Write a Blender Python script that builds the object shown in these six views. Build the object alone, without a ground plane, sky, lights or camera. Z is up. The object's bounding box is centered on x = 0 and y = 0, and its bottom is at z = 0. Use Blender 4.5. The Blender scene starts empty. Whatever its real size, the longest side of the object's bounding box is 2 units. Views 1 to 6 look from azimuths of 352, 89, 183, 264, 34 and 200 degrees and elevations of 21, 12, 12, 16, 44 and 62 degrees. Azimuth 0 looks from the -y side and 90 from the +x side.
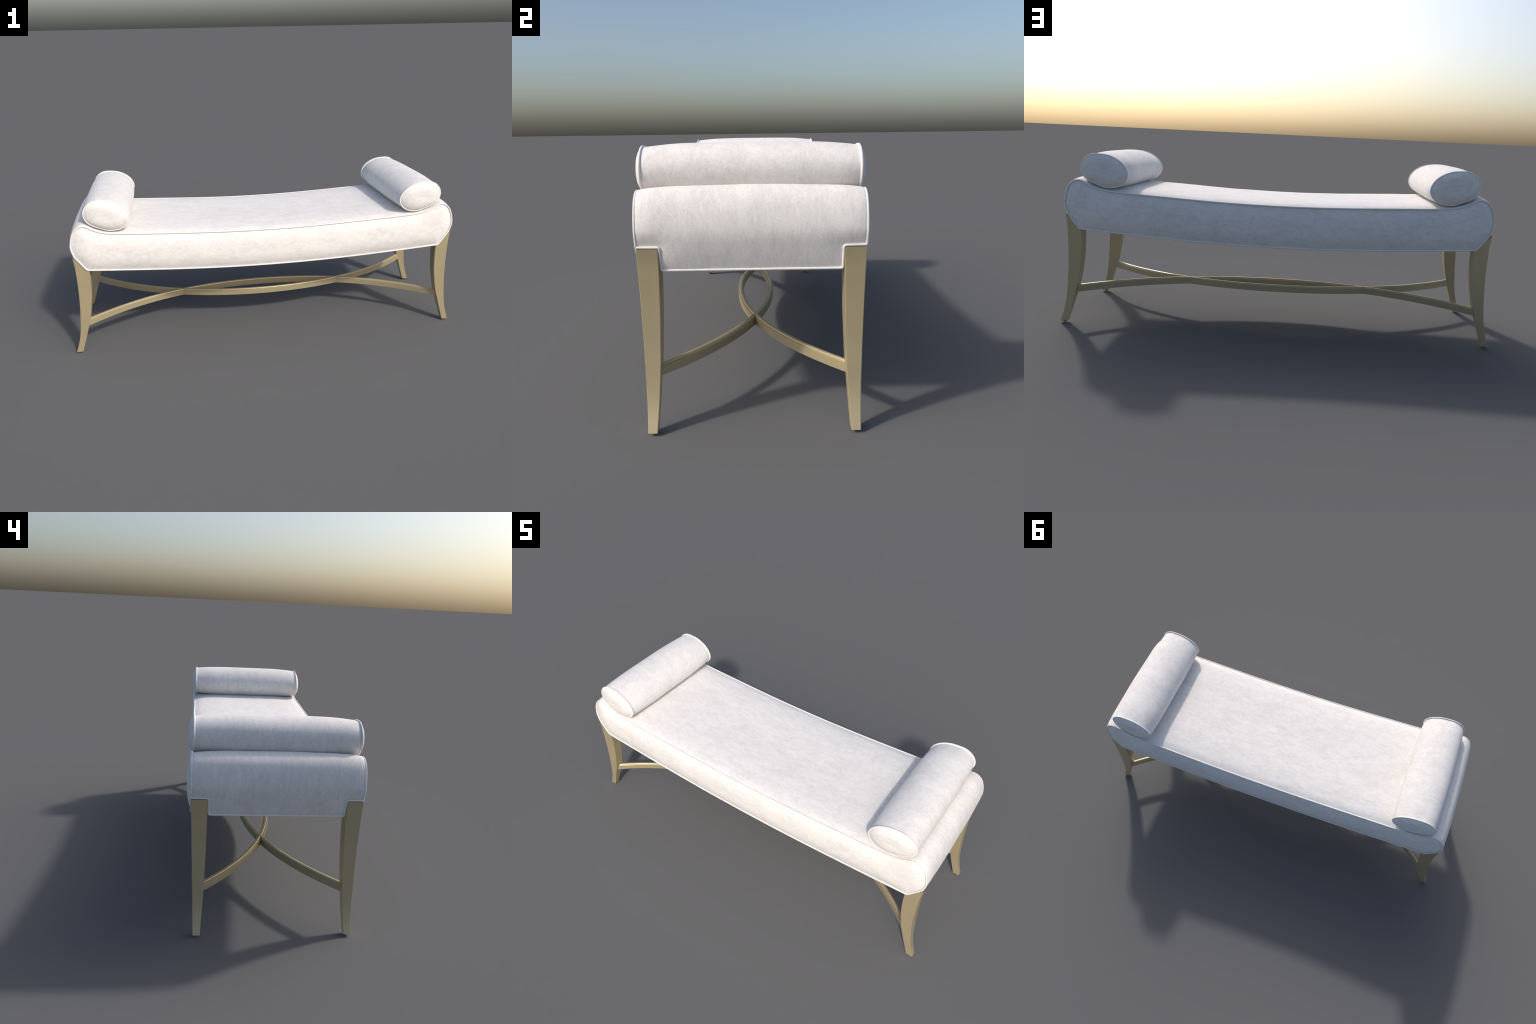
# Upholstered bench: a curved pad with rolled ends on four sabre legs, two crossing bowed
# stretchers, and two loose bolster pillows.  Metres, z up, length along x.
import bpy, bmesh, math
import numpy as np
from mathutils import noise, Vector

# ------------------------------------------------------------------ small helpers
def catmull(points, step=0.004, closed=False):
    """Smooth curve through control points, resampled to an even step."""
    P = np.array(points, float)
    n = len(P)
    out = []
    segs = n if closed else n - 1
    for i in range(segs):
        if closed:
            p0, p1, p2, p3 = P[(i - 1) % n], P[i], P[(i + 1) % n], P[(i + 2) % n]
        else:
            p1, p2 = P[i], P[i + 1]
            p0 = P[i - 1] if i > 0 else 2 * p1 - p2
            p3 = P[i + 2] if i + 2 < n else 2 * p2 - p1
        # centripetal knots: no overshoot where the control points crowd together
        t0 = 0.0
        t1 = t0 + max(np.linalg.norm(p1 - p0), 1e-9) ** 0.5
        t2 = t1 + max(np.linalg.norm(p2 - p1), 1e-9) ** 0.5
        t3 = t2 + max(np.linalg.norm(p3 - p2), 1e-9) ** 0.5
        for t in np.linspace(t1, t2, 16, endpoint=False):
            a1 = (t1 - t) / (t1 - t0) * p0 + (t - t0) / (t1 - t0) * p1
            a2 = (t2 - t) / (t2 - t1) * p1 + (t - t1) / (t2 - t1) * p2
            a3 = (t3 - t) / (t3 - t2) * p2 + (t - t2) / (t3 - t2) * p3
            b1 = (t2 - t) / (t2 - t0) * a1 + (t - t0) / (t2 - t0) * a2
            b2 = (t3 - t) / (t3 - t1) * a2 + (t - t1) / (t3 - t1) * a3
            out.append((t2 - t) / (t2 - t1) * b1 + (t - t1) / (t2 - t1) * b2)
    out.append(P[0] if closed else P[-1])
    return resample(np.array(out), step)

def resample(C, step):
    d = np.r_[0, np.cumsum(np.linalg.norm(np.diff(C, axis=0), axis=1))]
    m = max(int(round(d[-1] / step)), 2)
    t = np.linspace(0, d[-1], m + 1)
    return np.stack([np.interp(t, d, C[:, k]) for k in range(C.shape[1])], 1)

def normals2d(C, closed=False):
    """Left-hand normals of a 2D polyline."""
    if closed:
        T = np.roll(C, -1, 0) - np.roll(C, 1, 0)
    else:
        T = np.gradient(C, axis=0)
    T /= np.linalg.norm(T, axis=1)[:, None]
    return np.stack([-T[:, 1], T[:, 0]], 1)

def make_object(name, verts, faces, material, parent=None, smooth_angle=40):
    me = bpy.data.meshes.new(name)
    me.from_pydata([tuple(v) for v in verts], [], faces)
    me.validate()
    bm = bmesh.new()
    bm.from_mesh(me)
    bmesh.ops.remove_doubles(bm, verts=bm.verts, dist=1e-5)
    bmesh.ops.dissolve_degenerate(bm, edges=bm.edges, dist=1e-6)
    bmesh.ops.recalc_face_normals(bm, faces=bm.faces)
    bm.to_mesh(me)
    bm.free()
    me.shade_smooth()
    if smooth_angle:
        me.set_sharp_from_angle(angle=math.radians(smooth_angle))
    me.materials.append(material)
    ob = bpy.data.objects.new(name, me)
    bpy.context.collection.objects.link(ob)
    ob.parent = parent
    return ob

def grid_faces(n, m, keep=None, wrap=False, base=0):
    """Quads of an n x m vertex grid (row major)."""
    F = []
    for i in range(n - 1):
        for j in range(m if wrap else m - 1):
            k = (j + 1) % m
            if keep is None or keep(i, j):
                F.append((base + i * m + j, base + i * m + k, base + (i + 1) * m + k, base + (i + 1) * m + j))
    return F

def tube(path, radius, closed=False, sides=12):
    """Round cord along a 3D path (parallel-transported frame)."""
    P = np.array(path, float)
    n = len(P)
    if closed:
        T = np.roll(P, -1, 0) - np.roll(P, 1, 0)
    else:
        T = np.gradient(P, axis=0)
    T /= np.linalg.norm(T, axis=1)[:, None]
    ref = np.array([0.0, 1.0, 0.0]) if abs(T[0][1]) < 0.9 else np.array([0.0, 0.0, 1.0])
    V, N = [], ref - T[0] * (ref @ T[0])
    N /= np.linalg.norm(N)
    for i in range(n):
        N = N - T[i] * (N @ T[i])
        N /= np.linalg.norm(N)
        B = np.cross(T[i], N)
        for k in range(sides):
            a = 2 * math.pi * k / sides
            V.append(P[i] + radius * (math.cos(a) * N + math.sin(a) * B))
    F = grid_faces(n, sides, wrap=True)
    if closed:
        F += [((n - 1) * sides + k, (n - 1) * sides + (k + 1) % sides, (k + 1) % sides, k) for k in range(sides)]
    else:
        F += [tuple(range(sides)), tuple(range((n - 1) * sides, n * sides))]
    return V, F

def merge(*parts):
    V, F = [], []
    for v, f in parts:
        b = len(V)
        V += [tuple(p) for p in v]
        F += [tuple(i + b for i in q) for q in f]
    return V, F

def fold(x, y, z, scale, seed):
    return noise.noise(Vector((x * scale[0] + seed, y * scale[1] - seed, z * scale[2] + 2 * seed)))

# ------------------------------------------------------------------ materials
def velvet(name, stretch, light=(0.872, 0.843, 0.817), dark=(0.705, 0.676, 0.656)):
    m = bpy.data.materials.new(name)
    m.use_nodes = True
    nt = m.node_tree
    N, L = nt.nodes, nt.links
    bsdf = N["Principled BSDF"]
    co = N.new("ShaderNodeTexCoord")
    info = N.new("ShaderNodeObjectInfo")
    mapn = N.new("ShaderNodeMapping")
    mapn.inputs["Scale"].default_value = stretch
    L.new(co.outputs["Object"], mapn.inputs["Vector"])
    shift = N.new("ShaderNodeVectorMath"); shift.operation = "MULTIPLY_ADD"
    L.new(info.outputs["Random"], shift.inputs[0])
    shift.inputs[1].default_value = (7.3, 3.1, 5.7)
    L.new(mapn.outputs["Vector"], shift.inputs[2])
    cloud = N.new("ShaderNodeTexNoise")          # broad brushed-nap clouds
    cloud.inputs["Scale"].default_value = 9.0
    cloud.inputs["Detail"].default_value = 12
    cloud.inputs["Roughness"].default_value = 0.76
    cloud.inputs["Distortion"].default_value = 0.2
    L.new(shift.outputs[0], cloud.inputs["Vector"])
    ramp = N.new("ShaderNodeValToRGB")
    ramp.color_ramp.elements[0].position = 0.33
    ramp.color_ramp.elements[0].color = (*dark, 1)
    ramp.color_ramp.elements[1].position = 0.56
    ramp.color_ramp.elements[1].color = (*light, 1)
    streak = N.new("ShaderNodeTexNoise")         # fine brush marks in the nap
    streak.inputs["Scale"].default_value = 38
    streak.inputs["Detail"].default_value = 6
    streak.inputs["Roughness"].default_value = 0.7
    L.new(shift.outputs[0], streak.inputs["Vector"])
    both = N.new("ShaderNodeMix"); both.data_type = "FLOAT"
    both.inputs["Factor"].default_value = 0.45
    L.new(cloud.outputs["Fac"], both.inputs["A"])
    L.new(streak.outputs["Fac"], both.inputs["B"])
    L.new(both.outputs["Result"], ramp.inputs["Fac"])
    grain = N.new("ShaderNodeTexNoise")          # pile
    grain.inputs["Scale"].default_value = 380
    grain.inputs["Detail"].default_value = 3
    grain.inputs["Roughness"].default_value = 0.7
    L.new(co.outputs["Object"], grain.inputs["Vector"])
    gramp = N.new("ShaderNodeValToRGB")
    gramp.color_ramp.elements[0].position = 0.33
    gramp.color_ramp.elements[0].color = (0.82, 0.812, 0.806, 1)
    gramp.color_ramp.elements[1].position = 0.62
    gramp.color_ramp.elements[1].color = (1, 1, 1, 1)
    L.new(grain.outputs["Fac"], gramp.inputs["Fac"])
    mix = N.new("ShaderNodeMix"); mix.data_type = "RGBA"; mix.blend_type = "MULTIPLY"
    mix.inputs["Factor"].default_value = 1
    L.new(ramp.outputs["Color"], mix.inputs["A"])
    L.new(gramp.outputs["Color"], mix.inputs["B"])
    L.new(mix.outputs["Result"], bsdf.inputs["Base Color"])
    bsdf.inputs["Roughness"].default_value = 0.9
    bsdf.inputs["Specular IOR Level"].default_value = 0.25
    bsdf.inputs["Sheen Weight"].default_value = 0.12
    bsdf.inputs["Sheen Roughness"].default_value = 0.45
    bump = N.new("ShaderNodeBump")
    bump.inputs["Strength"].default_value = 0.4
    bump.inputs["Distance"].default_value = 0.0012
    L.new(grain.outputs["Fac"], bump.inputs["Height"])
    L.new(bump.outputs["Normal"], bsdf.inputs["Normal"])
    return m

def gilt(name, color):
    m = bpy.data.materials.new(name)
    m.use_nodes = True
    nt = m.node_tree
    N, L = nt.nodes, nt.links
    bsdf = N["Principled BSDF"]
    co = N.new("ShaderNodeTexCoord")
    n1 = N.new("ShaderNodeTexNoise")
    n1.inputs["Scale"].default_value = 14
    n1.inputs["Detail"].default_value = 5
    L.new(co.outputs["Object"], n1.inputs["Vector"])
    ramp = N.new("ShaderNodeValToRGB")
    ramp.color_ramp.elements[0].position = 0.3
    ramp.color_ramp.elements[0].color = (*[c * 0.95 for c in color], 1)
    ramp.color_ramp.elements[1].position = 0.7
    ramp.color_ramp.elements[1].color = (*color, 1)
    L.new(n1.outputs["Fac"], ramp.inputs["Fac"])
    L.new(ramp.outputs["Color"], bsdf.inputs["Base Color"])
    bsdf.inputs["Metallic"].default_value = 0.45
    bsdf.inputs["Roughness"].default_value = 0.36
    n2 = N.new("ShaderNodeTexNoise")
    n2.inputs["Scale"].default_value = 60
    L.new(co.outputs["Object"], n2.inputs["Vector"])
    bump = N.new("ShaderNodeBump")
    bump.inputs["Strength"].default_value = 0.05
    bump.inputs["Distance"].default_value = 0.001
    L.new(n2.outputs["Fac"], bump.inputs["Height"])
    L.new(bump.outputs["Normal"], bsdf.inputs["Normal"])
    return m

VELVET_WRAP = velvet("white_velvet_wrap", (0.9, 2.1, 0.9))
VELVET_SIDE = velvet("white_velvet_side", (0.9, 1.0, 1.7))
VELVET_BOLSTER = velvet("white_velvet_bolster", (1.1, 1.7, 1.1))
VELVET_CORD = velvet("white_velvet_cord", (1, 1, 1), light=(0.865, 0.838, 0.812), dark=(0.81, 0.783, 0.76))
GILT = gilt("champagne_gold_paint", (0.55, 0.462, 0.285))
PAD = gilt("foot_pad_plastic", (0.16, 0.13, 0.07))

# ------------------------------------------------------------------ the thing
bench = bpy.data.objects.new("bench", None)
bpy.context.collection.objects.link(bench)
bench["label"] = "long white velvet bench with rolled ends and slender gold legs"
bench["category"] = "bench"

# ------------------------------------------------------------------ seat cushion
Y_SEAM = 0.3148          # side piping
Y_NOTCH = 0.2510         # inner edge of the leg notch
R_CORD = 0.0037
half_top = [(0.0, 0.6035), (0.13, 0.6045), (0.27, 0.6080), (0.42, 0.6140), (0.58, 0.6215), (0.68, 0.6262),
            (0.75, 0.6315), (0.795, 0.6385), (0.830, 0.6490), (0.853, 0.6600), (0.870, 0.6700), (0.886, 0.6755),
            (0.902, 0.6750), (0.919, 0.6680), (0.935, 0.6525), (0.9463, 0.6295), (0.9538, 0.6010), (0.9570, 0.5735),
            (0.9558, 0.5520), (0.9520, 0.5315)]
chamfer = [(0.9472, 0.5315), (0.9425, 0.5225), (0.922, 0.4955), (0.902, 0.4680), (0.8955, 0.4605), (0.887, 0.4560)]
flap = [(0.9520, 0.5315), (0.9476, 0.5110), (0.9415, 0.4865), (0.9345, 0.4618)]      # cloth hanging between the legs
half_bottom = [(0.887, 0.4560), (0.78, 0.4490), (0.64, 0.4405), (0.43, 0.4290), (0.20, 0.4210), (0.0, 0.4188)]
top_c = catmull(half_top, 0.006)
top_c[:, 1] += 0.001 * np.clip(normals2d(top_c)[:, 1], 0, 1)   # cord centre sits above its seam line
cham_c = catmull(chamfer, 0.004)
flap_c = catmull(flap, 0.004)
bot_c = catmull(half_bottom, 0.012)

def mirrored(C):                     # right half -> full, left to right
    L = C[::-1] * np.array([-1, 1])
    return np.vstack([L[:-1], C])

# --- seat cover: one cloth from the bottom of one end, over the rolls and the seat, to the other
half = np.vstack([top_c, flap_c[1:]])
n_top, n_half = len(top_c), len(half)
prof = mirrored(half)
nrm = normals2d(prof)
arc_from_end = np.r_[0, np.cumsum(np.linalg.norm(np.diff(prof, axis=0), axis=1))]
arc_from_end = np.minimum(arc_from_end, arc_from_end[-1] - arc_from_end)
flap_len = np.linalg.norm(np.diff(flap_c, axis=0), axis=1).sum()
def tuck(s, y):
    """Above the legs the cloth is drawn in towards the side seam."""
    a = max(0, 1 - abs(s - flap_len) / 0.045)
    w = min(1, max(0, (abs(y) - Y_NOTCH + 0.03) / (Y_SEAM - Y_NOTCH + 0.03)))
    return 0.0048 * a * a * (3 - 2 * a) * w * w * (3 - 2 * w)
# y stations: dense near the seams and at the notch edge
u = np.linspace(-1, 1, 97)
ys = np.sort(np.r_[np.sign(u) * (1 - (1 - abs(u)) ** 1.35) * Y_SEAM, Y_NOTCH, -Y_NOTCH, Y_NOTCH - 0.004, 0.004 - Y_NOTCH])
ys = np.unique(ys.round(6))

def dome(v, p=2.5, q=0.4):
    return max(0.0, 1 - abs(v) ** p) ** q

def seat_puff(i, y):
    """Stuffing height: grows with the distance to the nearest seam on the unrolled cloth."""
    s, ay = arc_from_end[i], abs(y)
    notch = math.hypot(max(Y_NOTCH - ay, 0), max(s - flap_len, 0))
    if min(Y_SEAM - ay, s, notch) < 1e-5:
        return 0.0
    d = sum(k ** -3 for k in (Y_SEAM - ay, s, notch)) ** (-1 / 3)
    t = min(1, s / 0.20)
    low = 0.40 + 0.60 * t * t * (3 - 2 * t)              # tighter towards the lower edge
    pull = 1 - 0.22 * math.exp(-(notch / 0.03) ** 2)  # drawn in at the notch corner
    roll = min(1, max(0, (abs(prof[i][0]) - 0.74) / 0.14))
    flat = 0.36 * (1 - max(0, 1 - d / 0.045) ** 2) + 0.76 * (1 - max(0, 1 - d / 0.17) ** 2)               # gentle shoulder along the seat, fuller on the rolls
    return 0.0160 * (flat + (dome(1 - d / Y_SEAM, 2.5, 0.45) - flat) * roll) * low * pull * (1 - 0.12 * abs(nrm[i][0]))

V = []
for i, (p, nn) in enumerate(zip(prof, nrm)):
    for y in ys:
        h = seat_puff(i, y)
        edge = min(1, (Y_SEAM - abs(y)) / 0.05)
        h += 0.0012 * edge * fold(p[0], y, p[1], (5, 7, 6), 3.1)
        h += 0.0008 * edge * fold(p[0], y, p[1], (14, 10, 14), 8.7)
        V.append((p[0] + nn[0] * h - math.copysign(tuck(arc_from_end[i], y), p[0]), y, p[1] + nn[1] * h))
n, m = len(prof), len(ys)
lo, hi = len(flap_c) - 1, n - len(flap_c)
def keep(i, j):
    inside = abs((ys[j] + ys[j + 1]) / 2) < Y_NOTCH
    return inside or lo <= i < hi
seat_cover = make_object("seat_cushion", V, grid_faces(n, m, keep), VELVET_WRAP, bench, None)

# --- side panels: the profile outline filled and stuffed
side_top = top_c.copy()
side_arc = np.r_[0, np.cumsum(np.linalg.norm(np.diff(top_c, axis=0), axis=1))]
side_top[:, 0] -= [tuck(flap_len + side_arc[-1] - d, Y_SEAM) for d in side_arc]
side_half = np.vstack([side_top, cham_c[1:]])
outline = np.vstack([mirrored(side_half), mirrored(bot_c[::-1])[::-1][1:-1]])
seg_a, seg_b = outline, np.roll(outline, -1, 0)
def edge_distance(px, pz):
    d = seg_b - seg_a
    w = np.stack([px - seg_a[:, 0], pz - seg_a[:, 1]], 1)
    t = np.clip((w * d).sum(1) / np.maximum((d * d).sum(1), 1e-12), 0, 1)
    return np.sqrt((((w - d * t[:, None]) ** 2).sum(1)).min())
x_max = prof[:, 0].max()
i_max = int(np.argmax(side_half[:, 0]))
up_x, up_z = side_half[: i_max + 1, 0], side_half[: i_max + 1, 1]
dn = np.vstack([bot_c[::-1], side_half[i_max:][::-1][1:]])
dn_x = np.maximum.accumulate(dn[:, 0])
cx = np.sin(np.linspace(-math.pi / 2, math.pi / 2, 261))
cols = np.sign(cx) * abs(cx) * 0.5 * x_max + 0.5 * np.linspace(-1, 1, 261) * x_max
rows = 0.5 - 0.5 * np.cos(np.linspace(0, math.pi, 33)) * 0.65 - 0.35 * np.linspace(0.5, -0.5, 33) * 1.0
rows = (rows - rows[0]) / (rows[-1] - rows[0])
Vs, Hs = [], []
for x in cols:
    zt = np.interp(abs(x), np.maximum.accumulate(up_x), up_z)
    zb = np.interp(abs(x), dn_x, dn[:, 1])
    for r in rows:
        z = zb + (zt - zb) * r
        d = edge_distance(x, z)
        e = min(1, d / 0.085)
        h = 0.0200 * (1 - (1 - e) ** 2.4) ** 0.95
        h += 0.0012 * e * fold(x, 0.3, z, (5, 1, 7), 5.5)
        Vs.append((x, h, z))
def side_panel(sign):
    Y0 = Y_SEAM - 0.0042
    vv = [(x, sign * (Y0 + h), z) for x, h, z in Vs]
    return make_object("side_panel", vv, grid_faces(len(cols), len(rows)), VELVET_SIDE, seat_cover, None)
side_panel(-1)
side_panel(1)

# --- dust cover under the frame, the short returns behind the hanging ends, and the notch cheeks
und = mirrored(bot_c[::-1])
sheets = [([(x, y, z + 0.0012) for x, z in und for y in (-Y_SEAM, Y_SEAM)], grid_faces(len(und), 2))]
k = 16
# leg-top lining and cheeks
cham_k = resample(cham_c, np.linalg.norm(np.diff(cham_c, axis=0), axis=1).sum() / k)
flap_k = resample(flap_c, np.linalg.norm(np.diff(flap_c, axis=0), axis=1).sum() / k)
for sx in (-1, 1):
    a, b2 = bot_c[0], flap_c[-1]
    sheets.append(([(sx * p[0], y, p[1] + 0.0012) for p in (a, b2) for y in (-Y_NOTCH, Y_NOTCH)], grid_faces(2, 2)))
    for sy in (-1, 1):
        sheets.append(([(sx * p[0], sy * Y_NOTCH, p[1]) for C in (cham_k, flap_k) for p in C], grid_faces(2, k + 1)))
        # cloth lining over the top of the leg
        sheets.append(([(sx * (p[0] - 0.002), sy * y, p[1] + 0.002) for p in cham_k for y in (Y_NOTCH, Y_SEAM)], grid_faces(k + 1, 2)))
V, F = merge(*sheets)
make_object("underside_cloth", V, F, VELVET_SIDE, seat_cover)

# --- piping: a closed cord round each side panel, and one round the lower edge of each end
def rounded_path(points, r, step=0.004):
    P = [np.array(p, float) for p in points]
    out = [P[0]]
    for a, b, c in zip(P, P[1:], P[2:]):
        da, dc = (a - b) / np.linalg.norm(a - b), (c - b) / np.linalg.norm(c - b)
        p, q = b + da * r, b + dc * r
        for t in np.linspace(0, 1, 7):
            out.append((1 - t) ** 2 * p + 2 * t * (1 - t) * b + t * t * q)
    out.append(P[-1])
    return resample(np.array(out), step)

cord_loop = resample(np.vstack([outline, outline[:1]]), 0.005)[:-1]
for sign in (-1, 1):
    P = [(x, sign * Y_SEAM, z) for x, z in cord_loop]
    V, F = tube(P, R_CORD, closed=True)
    make_object("piping", V, F, VELVET_CORD, seat_cover)
for sign in (-1, 1):
    top_p, low_p = flap_c[0] + np.array([0.0012, -0.0025]), flap_c[-1] + np.array([0.0015, 0.0])
    path = [(top_p[0] - 0.0042, -Y_SEAM + 0.002, top_p[1]), (top_p[0], -Y_NOTCH, top_p[1]), (low_p[0], -Y_NOTCH, low_p[1]),
            (low_p[0], Y_NOTCH, low_p[1]), (top_p[0], Y_NOTCH, top_p[1]), (top_p[0] - 0.0042, Y_SEAM - 0.002, top_p[1])]
    path = rounded_path(path, 0.006)
    path[:, 0] *= sign
    V, F = tube(path, R_CORD)
    make_object("piping", V, F, VELVET_CORD, seat_cover)

# ------------------------------------------------------------------ bolster pillows
section_pts = [(0.6705, 0.705), (0.676, 0.732), (0.694, 0.758), (0.721, 0.778), (0.757, 0.792), (0.795, 0.7965),
               (0.826, 0.7955), (0.851, 0.785), (0.871, 0.766), (0.8815, 0.742), (0.8805, 0.718), (0.868, 0.694),
               (0.843, 0.675), (0.820, 0.665), (0.799, 0.657), (0.778, 0.650), (0.755, 0.648), (0.725, 0.651),
               (0.700, 0.661), (0.680, 0.680)]
X_BOLSTER, Z_BOLSTER, Y_BOLSTER = 0.776, 0.722, 0.3085
sec = catmull([(x - X_BOLSTER, z - Z_BOLSTER) for x, z in section_pts], 0.006, closed=True)[:-1] * np.array([0.995, 0.982])
sec_n = normals2d(sec, closed=True)
if (sec_n * sec).sum() < 0:
    sec_n = -sec_n
theta = np.arctan2(sec[:, 1], sec[:, 0])
# mid sections relax to a plain oval; the seams keep the section's flats
SMOOTH = sec.copy()
for _ in range(60):
    SMOOTH = 0.5 * SMOOTH + 0.25 * (np.roll(SMOOTH, 1, 0) + np.roll(SMOOTH, -1, 0))
SMOOTH *= np.linalg.norm(sec, axis=1).mean() / np.linalg.norm(SMOOTH, axis=1).mean()

def seat_height(x):
    return np.interp(abs(x), top_c[:, 0], top_c[:, 1]) if abs(x) < 0.886 else 0.6755

def build_bolster_meshes():
    parts = {}
    vs = np.linspace(-1, 1, 73)
    vs = np.sign(vs) * (1 - (1 - abs(vs)) ** 1.5)
    V = []
    for v in vs:
        y = v * (Y_BOLSTER - 0.0012)
        w = min(1, (1 - abs(v)) / 0.35)
        w = w * w * (3 - 2 * w)
        base = sec * (1 - w) + SMOOTH * w
        h = -0.0016 + 0.0108 * (1 - abs(v) ** 4)
        for k in range(len(sec)):
            # gathers radiating from the end seams
            pucker = 0.0016 * math.exp(-((1 - abs(v)) / 0.16) ** 2) * math.sin(math.pi * min(1, (1 - abs(v)) / 0.1) / 2)
            g = pucker * fold(math.cos(theta[k]) * 2.6, 3 * np.sign(v), math.sin(theta[k]) * 2.6, (1, 1, 1), 1.7)
            x0, z0 = base[k] + sec_n[k] * (h + g)
            g2 = 0.0011 * (1 - abs(v) ** 6) * fold(x0, y, z0, (11, 6, 11), 4.4)
            x0 += sec_n[k][0] * g2
            z0 += sec_n[k][1] * g2
            # the underside is pressed flat by the seat
            floor_z = seat_height(X_BOLSTER + x0) + 0.0165 * dome(y / Y_SEAM) - Z_BOLSTER - 0.001
            z0 = max(z0, floor_z)
            V.append((x0, y, z0))
    parts["cover"] = (V, grid_faces(len(vs), len(sec), wrap=True))
    rings = 1 - np.linspace(0, 1, 19) ** 1.6
    rings = np.r_[1.0, 1 - np.linspace(0.02, 0.98, 22)]
    V = []
    for r in rings:
        e = 1 - r
        h = 0.0205 * (1 - (1 - min(1, e / 0.75)) ** 2.6) ** 0.8
        for k in range(len(sec)):
            x0, z0 = sec[k] * r
            V.append((x0, -0.0005 + h + 0.0008 * min(1, e * 4) * fold(x0, 0.7, z0, (13, 1, 13), 6.1), z0))
    F = grid_faces(len(rings), len(sec), wrap=True)
    F.append(tuple((len(rings) - 1) * len(sec) + k for k in range(len(sec))))
    parts["cap"] = (V, F)
    parts["cord"] = tube([(x, 0.0, z) for x, z in sec], R_CORD, closed=True)
    return parts

bp = build_bolster_meshes()
for side in (0, 1):
    cover = make_object("bolster_pillow", bp["cover"][0], bp["cover"][1], VELVET_BOLSTER, None, None)
    cover["label"] = "white velvet oval bolster pillow with piped ends"
    cover["category"] = "pillow"
    cover.location = ((1 - 2 * side) * X_BOLSTER, 0, Z_BOLSTER)
    cover.rotation_euler = (0, 0, math.pi * side)
    for s in (-1, 1):
        V, F = bp["cap"]
        make_object("end_panel", [(x, s * (Y_BOLSTER + y), z) for x, y, z in V], F, VELVET_SIDE, cover, None)
        V, F = bp["cord"]
        make_object("piping", [(x, y + s * Y_BOLSTER, z) for x, y, z in V], F, VELVET_CORD, cover)

# ------------------------------------------------------------------ legs
outer = catmull([(0.9990, 0.0070), (0.9845, 0.0480), (0.9735, 0.0880), (0.9650, 0.1320), (0.9580, 0.1950),
                 (0.9525, 0.2560), (0.9495, 0.3200), (0.9480, 0.3800), (0.9488, 0.4400), (0.9508, 0.4850), (0.9558, 0.5250)], 0.01)
inner = catmull([(0.9660, 0.0090), (0.9515, 0.0540), (0.9370, 0.0990), (0.9225, 0.1480), (0.9085, 0.1960),
                 (0.8970, 0.2560), (0.8880, 0.3180), (0.8840, 0.3810), (0.8830, 0.4200), (0.8840, 0.4550)], 0.01)
def even(C, k):
    return resample(C, np.linalg.norm(np.diff(C, axis=0), axis=1).sum() / k)[: k + 1]
K = 56
outer, inner = even(outer, K), even(inner, K)
def leg_y(z):
    t = max(0, min(1, z / 0.525))
    y_out = 0.2995 + 0.0150 * t
    y_in = np.interp(z, [0.0, 0.1, 0.2, 0.34, 0.525], [0.2730, 0.2665, 0.2610, 0.2570, 0.2545])
    return y_in, y_out

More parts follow.
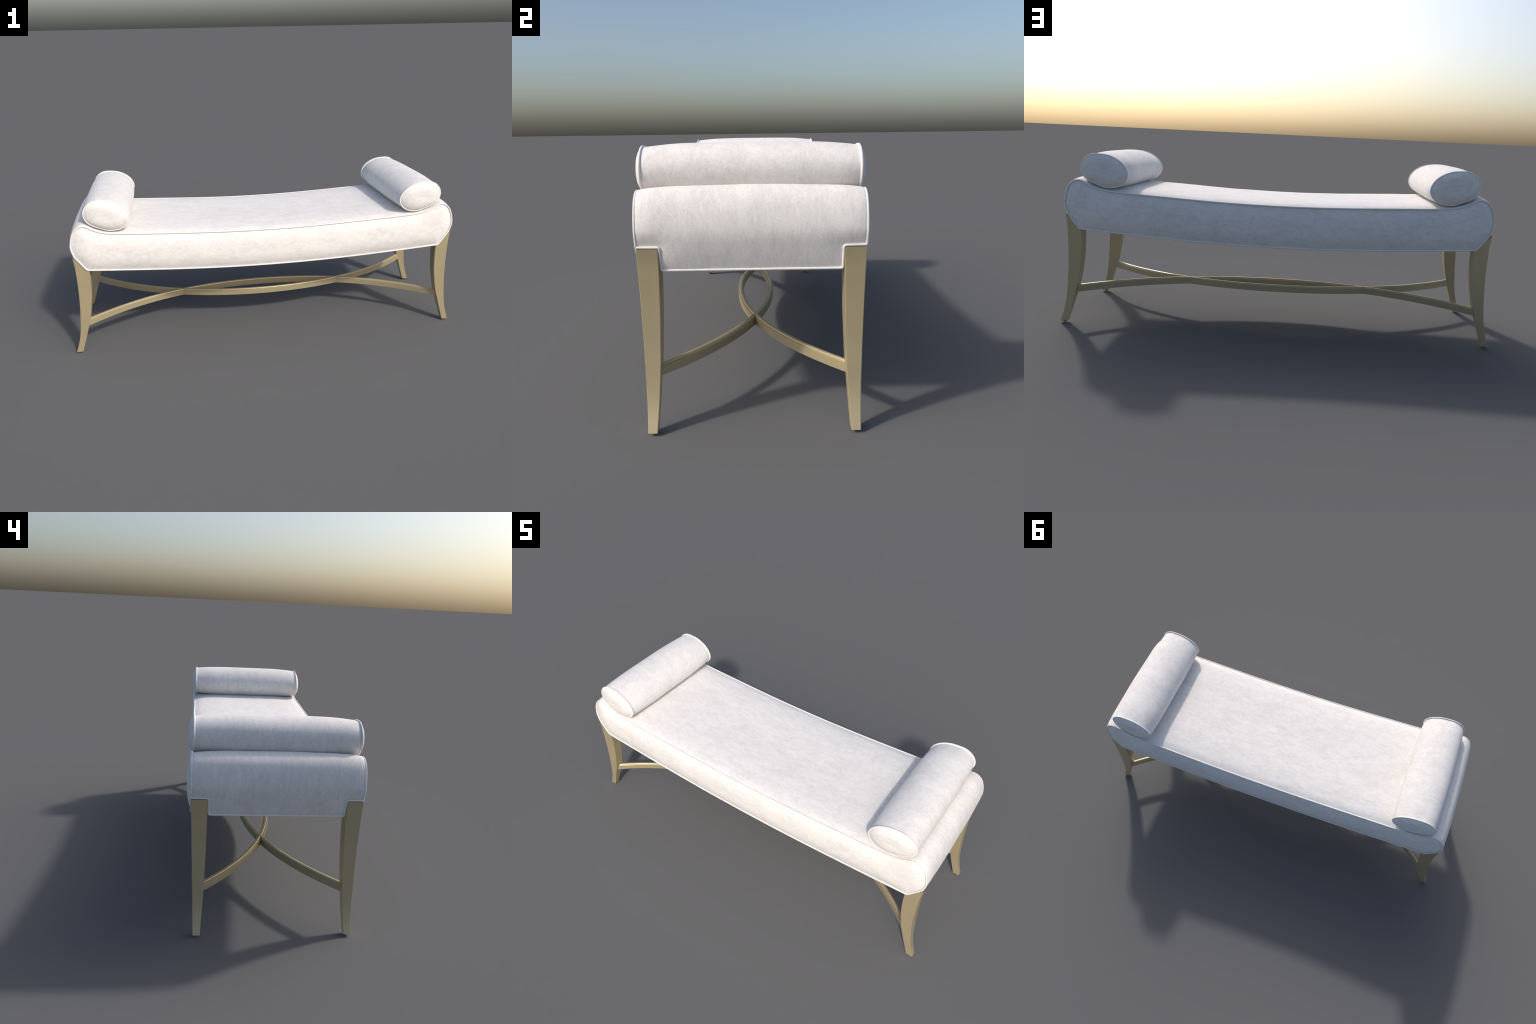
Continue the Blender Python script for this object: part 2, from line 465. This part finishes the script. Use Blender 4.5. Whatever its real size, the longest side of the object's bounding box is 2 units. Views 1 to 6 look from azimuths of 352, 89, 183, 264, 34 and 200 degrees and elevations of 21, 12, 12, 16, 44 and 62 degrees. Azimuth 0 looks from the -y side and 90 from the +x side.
def leg_mesh(sx, sy):
    V = []
    b = 0.0013                                           # eased arrises
    def ring(o, i, shrink=0.0, z_shift=0.0):
        out = []
        yo_in, yo_out = leg_y(o[1])
        yi_in, yi_out = leg_y(i[1])
        d = (o - i) / np.linalg.norm(o - i)
        oo, ii = o - d * shrink, i + d * shrink
        yo_in, yo_out, yi_in, yi_out = yo_in + shrink, yo_out - shrink, yi_in + shrink, yi_out - shrink
        c = [(oo, yo_in + b), (oo - d * b, yo_in), (ii + d * b, yi_in), (ii, yi_in + b),
             (ii, yi_out - b), (ii + d * b, yi_out), (oo - d * b, yo_out), (oo, yo_out - b)]
        return [(sx * p[0], sy * y, p[1] + z_shift) for p, y in c]
    V += ring(outer[0], inner[0], 0.0022, -0.0022)
    for o, i in zip(outer, inner):
        V += ring(o, i)
    n = len(V) // 8
    F = grid_faces(n, 8, wrap=True)
    F += [tuple(range(8)), tuple(range((n - 1) * 8, n * 8))]
    return V, F

def foot_pad(sx, sy):
    V, s = [], 20
    cx, cy = 0.9815, 0.2865
    for r, z in ((0.0045, 0.0), (0.0075, 0.0008), (0.0085, 0.003), (0.0085, 0.0065)):
        for k in range(s):
            a = 2 * math.pi * k / s
            V.append((sx * (cx + r * math.cos(a)), sy * (cy + r * math.sin(a)), z))
    return V, grid_faces(4, s, wrap=True) + [tuple(range(s)), tuple(range(3 * s, 4 * s))]

for sx in (-1, 1):
    for sy in (-1, 1):
        V, F = leg_mesh(sx, sy)
        leg = make_object("leg", V, F, GILT, bench, 25)
        V, F = foot_pad(sx, sy)
        make_object("foot_pad", V, F, PAD, leg)

# ------------------------------------------------------------------ bowed stretchers
half_w = 0.0105
right_half = [(half_w - 0.0006, 0.1482), (half_w, 0.1488), (half_w, 0.1756), (half_w - 0.0004, 0.1760), (0.0082, 0.1760),
              (0.0079, 0.1750), (0.0074, 0.1746), (0.0070, 0.1750), (0.0068, 0.1778), (0.0062, 0.1802), (0.0050, 0.1817),
              (0.0030, 0.1826), (0.0, 0.1829)]
bar = right_half + [(-a, z) for a, z in right_half[:-1][::-1]]
xs = np.linspace(-0.932, 0.932, 141)
ysr = 0.0645 - 0.3154 * xs ** 2 - 0.104 * xs ** 4
nr = normals2d(np.stack([xs, ysr], 1))
V = [(x + a * nn[0], y + a * nn[1], z) for x, y, nn in zip(xs, ysr, nr) for a, z in bar]
F = grid_faces(len(xs), len(bar), wrap=True)
F += [tuple(range(len(bar))), tuple(range((len(xs) - 1) * len(bar), len(xs) * len(bar)))]
stretcher = make_object("stretcher", V, F, GILT, bench, 30)
other = stretcher.copy()                                  # same bar turned half round, crossing the first twice
other.rotation_euler = (0, 0, math.pi)
other.location.z = 0.0007
bpy.context.collection.objects.link(other)
